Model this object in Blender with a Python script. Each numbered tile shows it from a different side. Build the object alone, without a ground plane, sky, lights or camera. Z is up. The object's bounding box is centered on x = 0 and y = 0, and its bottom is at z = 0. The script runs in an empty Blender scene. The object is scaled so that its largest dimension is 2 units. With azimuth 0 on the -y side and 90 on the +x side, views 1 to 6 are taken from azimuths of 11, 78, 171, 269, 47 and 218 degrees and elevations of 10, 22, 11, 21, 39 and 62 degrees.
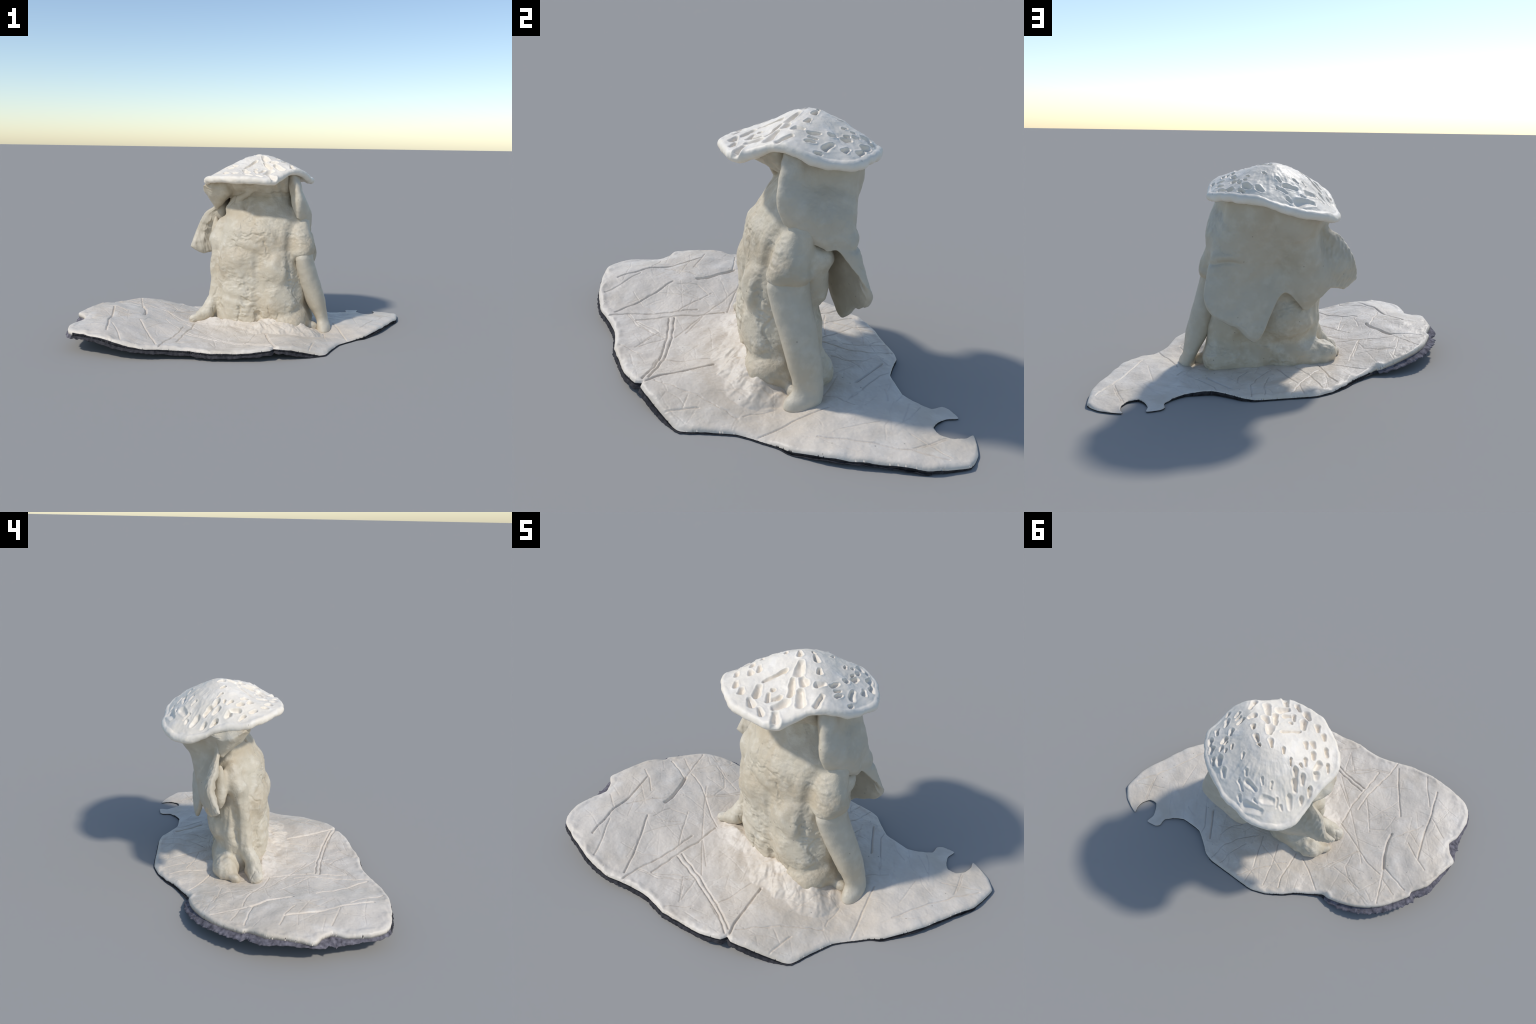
import bpy, math
import numpy as np
from mathutils import Vector

# ------------------------------------------------------------------ helpers
def smooth(a, b, x):
    t = np.clip((x - a) / (b - a), 0, 1)
    return t * t * (3 - 2 * t)

_G = np.array([(x, y, z) for x in (-1, 0, 1) for y in (-1, 0, 1) for z in (-1, 0, 1) if abs(x) + abs(y) + abs(z) == 2], float)
_ROT = np.array([[0.36, 0.48, -0.80], [-0.80, 0.60, 0.0], [0.48, 0.64, 0.60]])   # turns the lattice off the axes

def _hash(i, j, k, seed):
    h = (i * 374761393 + j * 668265263 + k * 1442695041 + seed * 974634721) & 0xFFFFFFFF
    h = ((h ^ (h >> 13)) * 1274126177) & 0xFFFFFFFF
    h = ((h ^ (h >> 16)) * 2246822519) & 0xFFFFFFFF
    return ((h ^ (h >> 15)) & 0xFFFF) % 12

def noise(P, scale, seed=0):
    """Gradient noise, about -1..1, at points P (n,3)."""
    Q = (np.asarray(P, float) * scale) @ _ROT.T + 1000.0
    I = np.floor(Q).astype(np.int64)
    R = Q - I
    F = R * R * R * (R * (R * 6 - 15) + 10)
    out = 0
    for dx in (0, 1):
        wx = F[:, 0] if dx else 1 - F[:, 0]
        for dy in (0, 1):
            wy = F[:, 1] if dy else 1 - F[:, 1]
            for dz in (0, 1):
                wz = F[:, 2] if dz else 1 - F[:, 2]
                g = _G[_hash(I[:, 0] + dx, I[:, 1] + dy, I[:, 2] + dz, seed)]
                d = g[:, 0] * (R[:, 0] - dx) + g[:, 1] * (R[:, 1] - dy) + g[:, 2] * (R[:, 2] - dz)
                out = out + wx * wy * wz * d
    return out * 1.25

def fbm(P, scale, octaves=3, seed=0, gain=0.5):
    s, a, tot = 0, 1.0, 0
    for o in range(octaves):
        s = s + a * noise(P, scale * 2.03 ** o, seed + 17 * o)
        tot += a
        a *= gain
    return s / tot

def thin_plate(points, lam=1e-4):
    """Smooth height field z(x, y) through control points."""
    p = np.asarray(points, float)
    n, X = len(p), p[:, :2]
    def U(d):
        return np.where(d > 0, d * d * np.log(d + 1e-12), 0)
    d = np.linalg.norm(X[:, None] - X[None], axis=2)
    B = np.c_[np.ones(n), X]
    A = np.block([[U(d) + lam * np.eye(n), B], [B.T, np.zeros((3, 3))]])
    w = np.linalg.solve(A, np.r_[p[:, 2], 0, 0, 0])
    def f(x, y):
        Q = np.c_[np.ravel(x), np.ravel(y)]
        r = np.empty(len(Q))
        for s in range(0, len(Q), 40000):
            q = Q[s:s + 40000]
            dd = np.linalg.norm(q[:, None] - X[None], axis=2)
            r[s:s + 40000] = U(dd) @ w[:n] + np.c_[np.ones(len(q)), q] @ w[n:]
        return r.reshape(np.shape(x))
    return f

def seg_distance(x, y, ax, ay, bx, by):
    dx, dy = bx - ax, by - ay
    t = np.clip(((x - ax) * dx + (y - ay) * dy) / (dx * dx + dy * dy + 1e-12), 0, 1)
    return np.hypot(x - ax - t * dx, y - ay - t * dy), t

def catmull(P, t, closed=False):
    """Catmull-Rom through rows of P at parameters t (0..len-1, or 0..len if closed)."""
    P = np.asarray(P, float)
    n = len(P)
    i = np.floor(t).astype(int)
    if not closed:
        i = np.clip(i, 0, n - 2)
    f = (t - i).reshape((-1,) + (1,) * (P.ndim - 1))
    def at(k):
        if closed:
            return P[k % n]
        return P[np.clip(k, 0, n - 1)]
    p0, p1, p2, p3 = at(i - 1), at(i), at(i + 1), at(i + 2)
    return 0.5 * (2 * p1 + (p2 - p0) * f + (2 * p0 - 5 * p1 + 4 * p2 - p3) * f ** 2 + (3 * p1 - p0 - 3 * p2 + p3) * f ** 3)

def grid_faces(nu, nv, wrap_u=False, flip=False, offset=0):
    U = np.arange(nu if wrap_u else nu - 1)
    V = np.arange(nv - 1)
    a, b = np.meshgrid(U, V, indexing="ij")
    a2 = (a + 1) % nu
    q = np.stack([a * nv + b, a2 * nv + b, a2 * nv + b + 1, a * nv + b + 1], -1).reshape(-1, 4) + offset
    return q[:, ::-1] if flip else q

def vertex_normals(V, F):
    F = np.asarray(F)
    n = np.cross(V[F[:, 2]] - V[F[:, 0]], V[F[:, 3]] - V[F[:, 1]])
    N = np.zeros_like(V)
    for k in range(4):
        np.add.at(N, F[:, k], n)
    return N / (np.linalg.norm(N, axis=1)[:, None] + 1e-12)

ROOT = bpy.data.objects.new("clay_sculpture", None)
bpy.context.collection.objects.link(ROOT)
ROOT["label"] = "cream clay hooded figure with pitted hat kneeling on scored slab"
ROOT["category"] = "clay sculpture"

def add_mesh(name, V, F, mats, parent=ROOT, face_mat=None, normals=None):
    me = bpy.data.meshes.new(name)
    me.from_pydata(np.asarray(V).tolist(), [], [tuple(dict.fromkeys(f)) for f in np.asarray(F).tolist()])
    me.update()
    for m in mats:
        me.materials.append(m)
    me.polygons.foreach_set("use_smooth", np.ones(len(me.polygons), bool))
    if face_mat is not None:
        me.polygons.foreach_set("material_index", np.asarray(face_mat, np.int32))
    if normals is not None:
        me.normals_split_custom_set_from_vertices([tuple(n) for n in normals])
    ob = bpy.data.objects.new(name, me)
    bpy.context.collection.objects.link(ob)
    ob.parent = parent
    return ob

# ------------------------------------------------------------------ materials
def clay(name, base, warm, pale, warm_amount=0.35, bump=0.25, scale=1.0, holes=0.5, blotch=0.5):
    m = bpy.data.materials.new(name)
    m.use_nodes = True
    nt = m.node_tree
    N, L = nt.nodes, nt.links
    bsdf = N["Principled BSDF"]
    bsdf.inputs["Roughness"].default_value = 0.46
    bsdf.inputs["Specular IOR Level"].default_value = 0.35
    tc = N.new("ShaderNodeTexCoord")
    def tex(sc, det, rough=0.55):
        t = N.new("ShaderNodeTexNoise")
        t.inputs["Scale"].default_value = sc * scale
        t.inputs["Detail"].default_value = det
        t.inputs["Roughness"].default_value = rough
        L.new(tc.outputs["Object"], t.inputs["Vector"])
        return t
    def ramp(src, p0, p1):
        r = N.new("ShaderNodeMapRange")
        r.interpolation_type = "SMOOTHSTEP"
        r.inputs["From Min"].default_value = p0
        r.inputs["From Max"].default_value = p1
        L.new(src, r.inputs["Value"])
        return r.outputs["Result"]
    def mix(fac, a, b):
        x = N.new("ShaderNodeMix")
        x.data_type = "RGBA"
        if isinstance(fac, float):
            x.inputs[0].default_value = fac
        else:
            L.new(fac, x.inputs[0])
        for sock, v in ((x.inputs[6], a), (x.inputs[7], b)):
            if isinstance(v, tuple):
                sock.default_value = (*v, 1)
            else:
                L.new(v, sock)
        return x.outputs[2]
    def mul(s, k):
        x = N.new("ShaderNodeMath")
        x.operation = "MULTIPLY"
        L.new(s, x.inputs[0])
        x.inputs[1].default_value = k
        return x.outputs[0]
    big, mid, fine = tex(4.5, 3), tex(17, 4), tex(90, 5, 0.65)
    col = mix(mul(ramp(big.outputs["Fac"], 0.4, 0.66), warm_amount), base, warm)
    col = mix(mul(ramp(mid.outputs["Fac"], 0.45, 0.75), blotch), col, pale)
    col = mix(mul(ramp(fine.outputs["Fac"], 0.52, 0.75), 0.18), col, tuple(c * 0.72 for c in base))
    vo = N.new("ShaderNodeTexVoronoi")
    vo.inputs["Scale"].default_value = 26
    L.new(tc.outputs["Object"], vo.inputs["Vector"])
    hole = N.new("ShaderNodeMapRange")
    hole.inputs["From Min"].default_value = 0.055
    hole.inputs["From Max"].default_value = 0.11
    hole.inputs["To Min"].default_value = 1.0
    hole.inputs["To Max"].default_value = 0.0
    L.new(vo.outputs["Distance"], hole.inputs["Value"])
    sel = N.new("ShaderNodeSeparateColor")
    L.new(vo.outputs["Color"], sel.inputs[0])
    gate = N.new("ShaderNodeMath")
    gate.operation = "GREATER_THAN"
    L.new(sel.outputs[0], gate.inputs[0])
    gate.inputs[1].default_value = 0.80
    both = N.new("ShaderNodeMath")
    both.operation = "MULTIPLY"
    L.new(hole.outputs["Result"], both.inputs[0])
    L.new(gate.outputs[0], both.inputs[1])
    col = mix(mul(both.outputs[0], holes), col, (0.12, 0.10, 0.075))
    L.new(col, bsdf.inputs["Base Color"])
    add = N.new("ShaderNodeMath")
    add.operation = "MULTIPLY_ADD"
    L.new(fine.outputs["Fac"], add.inputs[0])
    add.inputs[1].default_value = 0.45
    L.new(mid.outputs["Fac"], add.inputs[2])
    bp = N.new("ShaderNodeBump")
    bp.inputs["Strength"].default_value = bump
    bp.inputs["Distance"].default_value = 0.012
    L.new(add.outputs[0], bp.inputs["Height"])
    L.new(bp.outputs["Normal"], bsdf.inputs["Normal"])
    return m

M_SLAB = clay("slab_clay", (0.72, 0.638, 0.535), (0.62, 0.525, 0.405), (0.84, 0.775, 0.68), 0.6, 0.22, 0.6, 0.5, 0.45)
M_BODY = clay("body_clay", (0.59, 0.52, 0.40), (0.48, 0.385, 0.26), (0.74, 0.68, 0.565), 0.65, 0.4)
M_CLOAK = clay("cloak_clay", (0.58, 0.515, 0.405), (0.51, 0.43, 0.31), (0.67, 0.61, 0.50), 0.55, 0.25)
M_CAP = clay("cap_clay", (0.87, 0.785, 0.66), (0.80, 0.70, 0.555), (0.92, 0.855, 0.76), 0.4, 0.18)

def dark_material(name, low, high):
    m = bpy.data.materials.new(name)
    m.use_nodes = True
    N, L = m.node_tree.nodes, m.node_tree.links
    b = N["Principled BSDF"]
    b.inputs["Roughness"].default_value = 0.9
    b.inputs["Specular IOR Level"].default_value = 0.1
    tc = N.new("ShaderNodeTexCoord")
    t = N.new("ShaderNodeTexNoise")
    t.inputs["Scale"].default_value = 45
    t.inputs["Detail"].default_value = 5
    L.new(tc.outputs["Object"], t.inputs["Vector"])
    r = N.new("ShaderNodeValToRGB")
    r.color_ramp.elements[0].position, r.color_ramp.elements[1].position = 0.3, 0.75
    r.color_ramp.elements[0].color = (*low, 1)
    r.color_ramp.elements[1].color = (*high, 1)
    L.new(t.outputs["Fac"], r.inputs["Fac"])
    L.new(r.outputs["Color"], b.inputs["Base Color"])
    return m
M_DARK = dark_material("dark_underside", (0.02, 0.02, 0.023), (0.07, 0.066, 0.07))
M_DUST = dark_material("grey_residue", (0.06, 0.055, 0.065), (0.24, 0.222, 0.245))

# ------------------------------------------------------------------ slab
# corner points of the rolled-out clay sheet, walked round its edge (x, y)
OUTLINE = [
    (0.989, 0.60), (0.935, 0.657), (0.875, 0.685), (0.819, 0.701), (0.832, 0.668), (0.829, 0.617), (0.801, 0.575),
    (0.757, 0.567), (0.728, 0.598), (0.708, 0.645), (0.713, 0.696), (0.650, 0.686), (0.628, 0.662),
    (0.632, 0.617), (0.58, 0.565), (0.53, 0.538), (0.471, 0.535), (0.395, 0.537), (0.325, 0.578), (0.262, 0.622),
    (0.203, 0.635), (0.079, 0.630), (-0.047, 0.626), (-0.114, 0.619), (-0.196, 0.585), (-0.284, 0.524),
    (-0.338, 0.472), (-0.425, 0.412), (-0.476, 0.375), (-0.526, 0.373), (-0.602, 0.355), (-0.681, 0.325),
    (-0.75, 0.282), (-0.803, 0.234), (-0.86, 0.153), (-0.905, 0.075), (-0.898, 0.05), (-0.955, -0.04),
    (-0.975, -0.138), (-0.997, -0.25), (-0.999, -0.275), (-0.95, -0.31), (-0.913, -0.365), (-0.932, -0.437), (-0.925, -0.553),
    (-0.888, -0.632), (-0.832, -0.667), (-0.735, -0.688), (-0.65, -0.70), (-0.56, -0.71), (-0.415, -0.697),
    (-0.335, -0.668), (-0.215, -0.632), (-0.12, -0.628), (-0.045, -0.632), (0.06, -0.612), (0.183, -0.588), (0.277, -0.547),
    (0.29, -0.515), (0.32, -0.525), (0.408, -0.486), (0.528, -0.419), (0.571, -0.387), (0.597, -0.297), (0.633, -0.181), (0.69, -0.102),
    (0.74, -0.04), (0.784, -0.003), (0.871, 0.141), (0.938, 0.317), (0.985, 0.44), (0.992, 0.53)]
SLAB_HEIGHTS = [
    (-.683, .033, .113), (-.768, .233, .111), (-.596, -.181, .117), (-.813, -.146, .149), (-.665, -.601, .135),
    (-.353, -.634, .073), (-.488, .021, .078), (-.281, -.361, .061), (-.422, -.045, .063), (-.994, -.273, .127),
    (-.913, -.365, .12), (-.88, -.63, .124), (-.905, .072, .124), (.299, -.52, .074), (.572, -.386, .012),
    (.674, -.102, .014), (-.476, .372, .046), (.398, .386, .029), (-.11, .618, .018), (.82, .7, .004), (.71, .695, .004),
    (.97, .626, .018), (-.33, .1, .036), (-.35, -.03, .045), (.1, .26, .035), (.52, .07, .014), (.42, -.06, .018),
    (.125, -.455, .046), (.2, -.24, .05), (.631, .115, .034), (.761, -.013, .024), (0, -.25, .042), (-.1, -.45, .048), (.08, -.36, .036), (-.22, -.25, .052), (-.39, -.39, .072), (.53, -.29, .038), (-.53, .30, .068), (-.60, .22, .098), (.84, .124, .043), (.37, -.34, .068), (.32, -.42, .074), (.48, -.25, .045), (.5, -.15, .028), (0, .45, .032), (.25, .50, .030), (-.2, .4, .036),
    (.9, .4, .033), (.6, .4, .022),
    (-.506, -.408, .099), (-.565, -.321, .122), (-.728, -.343, .131), (-.725, -.427, .145), (-.68, -.484, .138), (-.564, -.67, .10),
    (-.476, -.12, .076), (-.313, -.317, .070), (-.425, -.207, .079), (-.859, .067, .12), (-.883, -.11, .142), (.482, -.439, .037),
    (.532, -.095, .014)]
slab_z = thin_plate(SLAB_HEIGHTS)
# scored lines: (width in mm, polyline)
SCRATCHES_LEFT = [
    (8, [(-.772, .238), (-.73, .133), (-.684, .032)]),
    (20, [(-.684, .032), (-.634, -.05), (-.603, -.138), (-.597, -.186)]),
    (9, [(-.86, .068), (-.77, .045), (-.69, .024)]), (6, [(-.822, .133), (-.71, .089)]),
    (8, [(-.685, .076), (-.601, .065), (-.508, .026), (-.464, .001), (-.379, -.04), (-.295, -.069)]),
    (13, [(-.813, -.139), (-.763, -.287), (-.724, -.434), (-.662, -.609)]),
    (7, [(-.884, -.108), (-.79, -.143), (-.71, -.194)]), (7, [(-.721, -.348), (-.662, -.246), (-.603, -.138)]),
    (6, [(-.866, -.364), (-.738, -.422)]), (8, [(-.684, -.483), (-.599, -.596), (-.551, -.679)]),
    (11, [(-.576, -.315), (-.5, -.422), (-.41, -.551), (-.363, -.627)]),
    (11, [(-.336, -.665), (-.338, -.55), (-.313, -.353), (-.324, -.218)]),
    (11, [(-.277, -.524), (-.275, -.354), (-.273, -.225), (-.295, -.081)]),
    (7, [(-.473, -.126), (-.393, -.229), (-.319, -.313)]),
    (6, [(-.556, .08), (-.426, -.054), (-.283, -.186), (-.088, -.354)]),
    (6, [(-.501, -.41), (-.466, -.308), (-.424, -.203)]), (6, [(-.547, -.298), (-.548, -.188), (-.461, -.142)]),
    (5, [(-.517, -.298), (-.437, -.199)]), (7, [(-.493, .026), (-.471, .073), (-.411, .211)]),
    (6, [(-.476, .071), (-.489, .157), (-.543, .205), (-.624, .242)]), (5, [(-.703, .117), (-.65, .23), (-.595, .323)]),
    (6, [(-.329, -.556), (-.237, -.515), (-.163, -.46), (-.105, -.397)]),
    (7, [(-.373, .256), (-.433, .122), (-.485, .031)]), (6, [(-.436, .198), (-.536, .211), (-.637, .228)]),
    (6, [(-.116, -.388), (-.296, -.552)]), (6, [(-.117, -.3), (-.276, -.188)]), (6, [(-.06, -.513), (-.149, -.422)])]
SCRATCHES_FRONT = [
    (12, [(-.268, -.365), (-.123, -.384), (.026, -.418), (.157, -.456), (.268, -.511)]),
    (12, [(-.265, -.337), (-.08, -.368), (.105, -.418), (.268, -.487)]),
    (15, [(.191, -.206), (.22, -.31), (.262, -.436), (.295, -.508)]), (7, [(.296, -.467), (.416, -.305), (.558, -.16)]),
    (5, [(.413, -.34), (.48, -.369)]), (8, [(.48, -.435), (.488, -.303)]), (9, [(.569, .201), (.616, .071), (.678, -.105)]),
    (8, [(.751, .103), (.824, .283), (.89, .417), (.96, .528)]), (5, [(.837, .581), (.878, .462)]),
    (6, [(.555, -.141), (.537, -.104), (.532, -.015)]), (7, [(.101, -.452), (.12, -.292), (.129, -.209)]),
    (6, [(-.327, -.567), (-.225, -.522), (-.098, -.404)]), (6, [(-.094, -.378), (-.04, -.522)]),
    (6, [(-.094, -.466), (-.036, -.539)]), (6, [(.095, -.447), (.249, -.495)]), (6, [(.881, .426), (.822, .598)]),
    (5, [(.951, .545), (.862, .498), (.79, .456)]), (5, [(.724, .202), (.694, .373)]), (6, [(.033, -.51), (-.059, -.605)])]
SCRATCHES_BACK = [
    (7, [(.046, .307), (.006, .408), (-.01, .453), (-.034, .507)]), (9, [(-.189, .266), (-.203, .371), (-.211, .451), (-.237, .508)]),
    (7, [(-.063, .293), (-.113, .415), (-.151, .555)]), (6, [(.018, .359), (-.068, .377), (-.183, .416)]),
    (6, [(.024, .624), (-.049, .509), (-.116, .419), (-.177, .356)]), (8, [(-.241, .269), (-.342, .321), (-.426, .378)]),
    (7, [(.215, .619), (.207, .511), (.164, .425), (.076, .324)]), (6, [(.151, .626), (.133, .496), (.102, .413)]),
    (6, [(-.047, .624), (-.039, .531)]), (13, [(.415, .375), (.352, .463), (.306, .532)]),
    (6, [(.467, .384), (.387, .491), (.378, .543)]), (6, [(.269, .473), (.256, .386), (.203, .328)])]

rng = np.random.default_rng(11)

def ragged_outline():
    P = np.array(OUTLINE)
    out = []
    n = len(P)
    for i in range(n):
        a, b = P[i], P[(i + 1) % n]
        k = max(1, int(np.linalg.norm(b - a) / 0.012))
        curved = catmull(P, i + np.arange(k) / k, closed=True)
        straight = a + (b - a) * (np.arange(k) / k)[:, None]
        out.append(0.6 * curved + 0.4 * straight)
    Q = np.vstack(out)
    T = np.roll(Q, -1, 0) - np.roll(Q, 1, 0)
    Nn = np.c_[T[:, 1], -T[:, 0]] / (np.linalg.norm(T, axis=1)[:, None] + 1e-9)
    Q3 = np.c_[Q, np.zeros(len(Q))]
    # crumbly towards the -x end and the front, clean cut at the back right
    rough = np.clip(0.35 + 0.9 * smooth(0.5, -0.3, Q[:, 0]) * smooth(0.45, 0.0, Q[:, 1]), 0, 1)
    return Q - Nn * (0.004 * rough * fbm(Q3, 28, 3, 5))[:, None]

EDGE = ragged_outline()

def outline_field(x, y):
    """signed distance to the sheet's edge (positive inside) and the nearest edge point"""
    A, B = EDGE, np.roll(EDGE, -1, 0)
    n = len(x)
    best, near, inside = np.full(n, 9.0), np.zeros((n, 2)), np.zeros(n, bool)
    for (ax, ay), (bx, by) in zip(A, B):
        d, t = seg_distance(x, y, ax, ay, bx, by)
        m = d < best
        best[m] = d[m]
        near[m, 0] = ax + t[m] * (bx - ax)
        near[m, 1] = ay + t[m] * (by - ay)
        if ay != by:
            c = ((ay > y) != (by > y)) & (x < (bx - ax) * (y - ay) / (by - ay) + ax)
            inside ^= c
    return np.where(inside, best, -best), near

def scratch_depth(x, y):
    P = np.c_[x, y, np.zeros(len(x))]
    h = np.zeros(len(x))
    wob = 0.004 * noise(P, 22, 3)
    lines = [(w, l, 1.0) for w, l in SCRATCHES_LEFT + SCRATCHES_FRONT + SCRATCHES_BACK]
    for _ in range(330):                      # faint hairline scores
        cx, cy = rng.uniform(-0.85, 0.9), rng.uniform(-0.6, 0.55)
        if cx > 0.35 and rng.random() < 0.45:
            continue
        a, l = rng.uniform(0, math.pi), rng.uniform(0.04, 0.16)
        b = a + rng.normal(0, 0.25)
        e = (cx + l * math.cos(a), cy + l * math.sin(a))
        lines.append((rng.uniform(3.5, 5.5), [(cx, cy), e, (e[0] + 0.6 * l * math.cos(b), e[1] + 0.6 * l * math.sin(b))], rng.uniform(0.3, 0.75)))
    for _ in range(26):                      # dense cross hatching in front
        cx, cy = rng.uniform(-0.25, 0.25), rng.uniform(-0.55, -0.25)
        a, l = rng.choice([0.2, 1.1, 2.3]) + rng.normal(0, 0.2), rng.uniform(0.04, 0.13)
        lines.append((4, [(cx, cy), (cx + l * math.cos(a), cy + l * math.sin(a))], rng.uniform(0.5, 0.8)))
    for w, l, k in lines:
        w = w / 1000 * 0.52
        dep = w * 1.45 * k
        l = np.array(l)
        lo, hi = l.min(0) - 0.05, l.max(0) + 0.05
        m = np.where((x > lo[0]) & (x < hi[0]) & (y > lo[1]) & (y < hi[1]))[0]
        if not len(m):
            continue
        d = np.full(len(m), 9.0)
        for i in range(len(l) - 1):
            ds, _t = seg_distance(x[m] + wob[m], y[m] - wob[m], *l[i], *l[i + 1])
            d = np.minimum(d, ds)
        h[m] = np.minimum(h[m], -dep * np.clip(1 - (d / w) ** 1.3, 0, 1))
        h[m] += 0.22 * dep * np.exp(-((d - 1.5 * w) / (0.5 * w)) ** 2)
    return h

def smear_height(x, y):
    """clay dragged out from the foot of the figure"""
    P = np.c_[x, y, np.zeros(len(x))]
    h = np.zeros(len(x))
    wx, wy = x + 0.02 * noise(P, 16, 18), y + 0.02 * noise(P, 16, 19)
    drag = noise(np.c_[wx + 0.45 * wy, 0.40 * wy - 0.2 * wx, 0 * x], 24, 8) + 0.5 * noise(np.c_[wx + 0.2 * wy, 0.5 * wy, 0 * x], 55, 12)
    lump = fbm(P, 17, 2, 13)
    # (from x, from y, to x, to y, reach, height, streakiness)
    for ax, ay, bx, by, reach, top, st in [(.16, -.06, .38, -.04, .145, .075, 1.0), (-.20, -.03, .10, -.05, .13, .050, 0.5),
                                           (-.17, -.06, -.05, -.09, .19, .024, 0.4)]:
        d, _t = seg_distance(x, y, ax, ay, bx, by)
        e = np.clip(1 - d / (reach * (1 + 0.18 * noise(P, 11, 9) + 0.08 * drag)), 0, 1)
        h = np.maximum(h, top * e ** 1.1 * (1 + 0.18 * lump) + st * 0.0042 * drag * np.sqrt(e) * smooth(0, 0.15, e))
    return np.maximum(h, 0) + 0.002 * fbm(P, 50, 2, 4) * smooth(0, 0.02, h)

def slab_top(x, y):
    P = np.c_[x, y, np.zeros(len(x))]
    z = slab_z(x, y)
    z = z + 0.004 * fbm(P, 6, 2, 1) + 0.0045 * noise(P, 12, 16) + 0.0022 * fbm(P, 24, 3, 2) + 0.0007 * fbm(P, 90, 2, 6)
    return z

def edge_roll(x, y):
    """radius of the rounded edge: thick everywhere but at the torn back right"""
    thin = smooth(0.30, 0.42, y) * smooth(0.15, 0.30, x) * (1 - smooth(0.86, 0.95, x))
    return (0.020 - 0.008 * smooth(-0.5, -0.7, x)) * (1 - thin) + 0.005 * thin

def build_slab():
    h = 0.0034
    xs, ys = np.arange(-1.02, 1.02, h), np.arange(-0.74, 0.74, h)
    X, Y = np.meshgrid(xs, ys, indexing="ij")
    nx, ny = X.shape
    x, y = X.ravel().copy(), Y.ravel().copy()
    sd, near = outline_field(x, y)
    ins = sd > 0
    q = grid_faces(nx, ny)
    q = q[ins[q].sum(1) >= 2]
    out = ~ins
    x[out], y[out] = near[out, 0], near[out, 1]
    tight = ins & (sd < h * 0.45)
    x[tight], y[tight] = near[tight, 0], near[tight, 1]
    sd = np.clip(sd, 0, None)
    sd[tight] = 0
    used = np.unique(q)
    remap = -np.ones(nx * ny, int)
    remap[used] = np.arange(len(used))
    q, x, y, sd = remap[q], x[used], y[used], sd[used]
    base = slab_z(x, y)
    r = edge_roll(x, y)
    t = np.clip(sd / r, 0, 1)
    roll = r * (1 - np.sqrt(np.clip(1 - (1 - t) ** 2, 0, 1)))
    z = slab_top(x, y) + scratch_depth(x, y) * smooth(0, 0.02, sd) - roll * 0.75
    z = z + smear_height(x, y)
    lipz = np.exp(-((sd - 0.022) / 0.014) ** 2) * (0.3 + noise(np.c_[x, y, 0 * x], 24, 15)) * smooth(0.6, 0.0, x)
    z = z + 0.006 * lipz
    z = np.maximum(z, 0.004)
    zb = np.maximum(np.minimum(base - 0.026, z - 0.003), 0.0005)
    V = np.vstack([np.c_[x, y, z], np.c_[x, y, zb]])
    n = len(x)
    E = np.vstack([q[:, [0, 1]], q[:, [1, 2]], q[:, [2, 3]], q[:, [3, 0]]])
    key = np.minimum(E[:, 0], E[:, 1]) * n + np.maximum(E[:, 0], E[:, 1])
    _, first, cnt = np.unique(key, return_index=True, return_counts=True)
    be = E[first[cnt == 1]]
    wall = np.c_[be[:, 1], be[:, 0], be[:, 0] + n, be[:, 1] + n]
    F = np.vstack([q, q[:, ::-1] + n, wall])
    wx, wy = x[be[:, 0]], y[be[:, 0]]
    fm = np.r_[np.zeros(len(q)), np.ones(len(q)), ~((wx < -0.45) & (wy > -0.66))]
    return add_mesh("base_slab", V, F, [M_SLAB, M_DARK], face_mat=fm)

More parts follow.
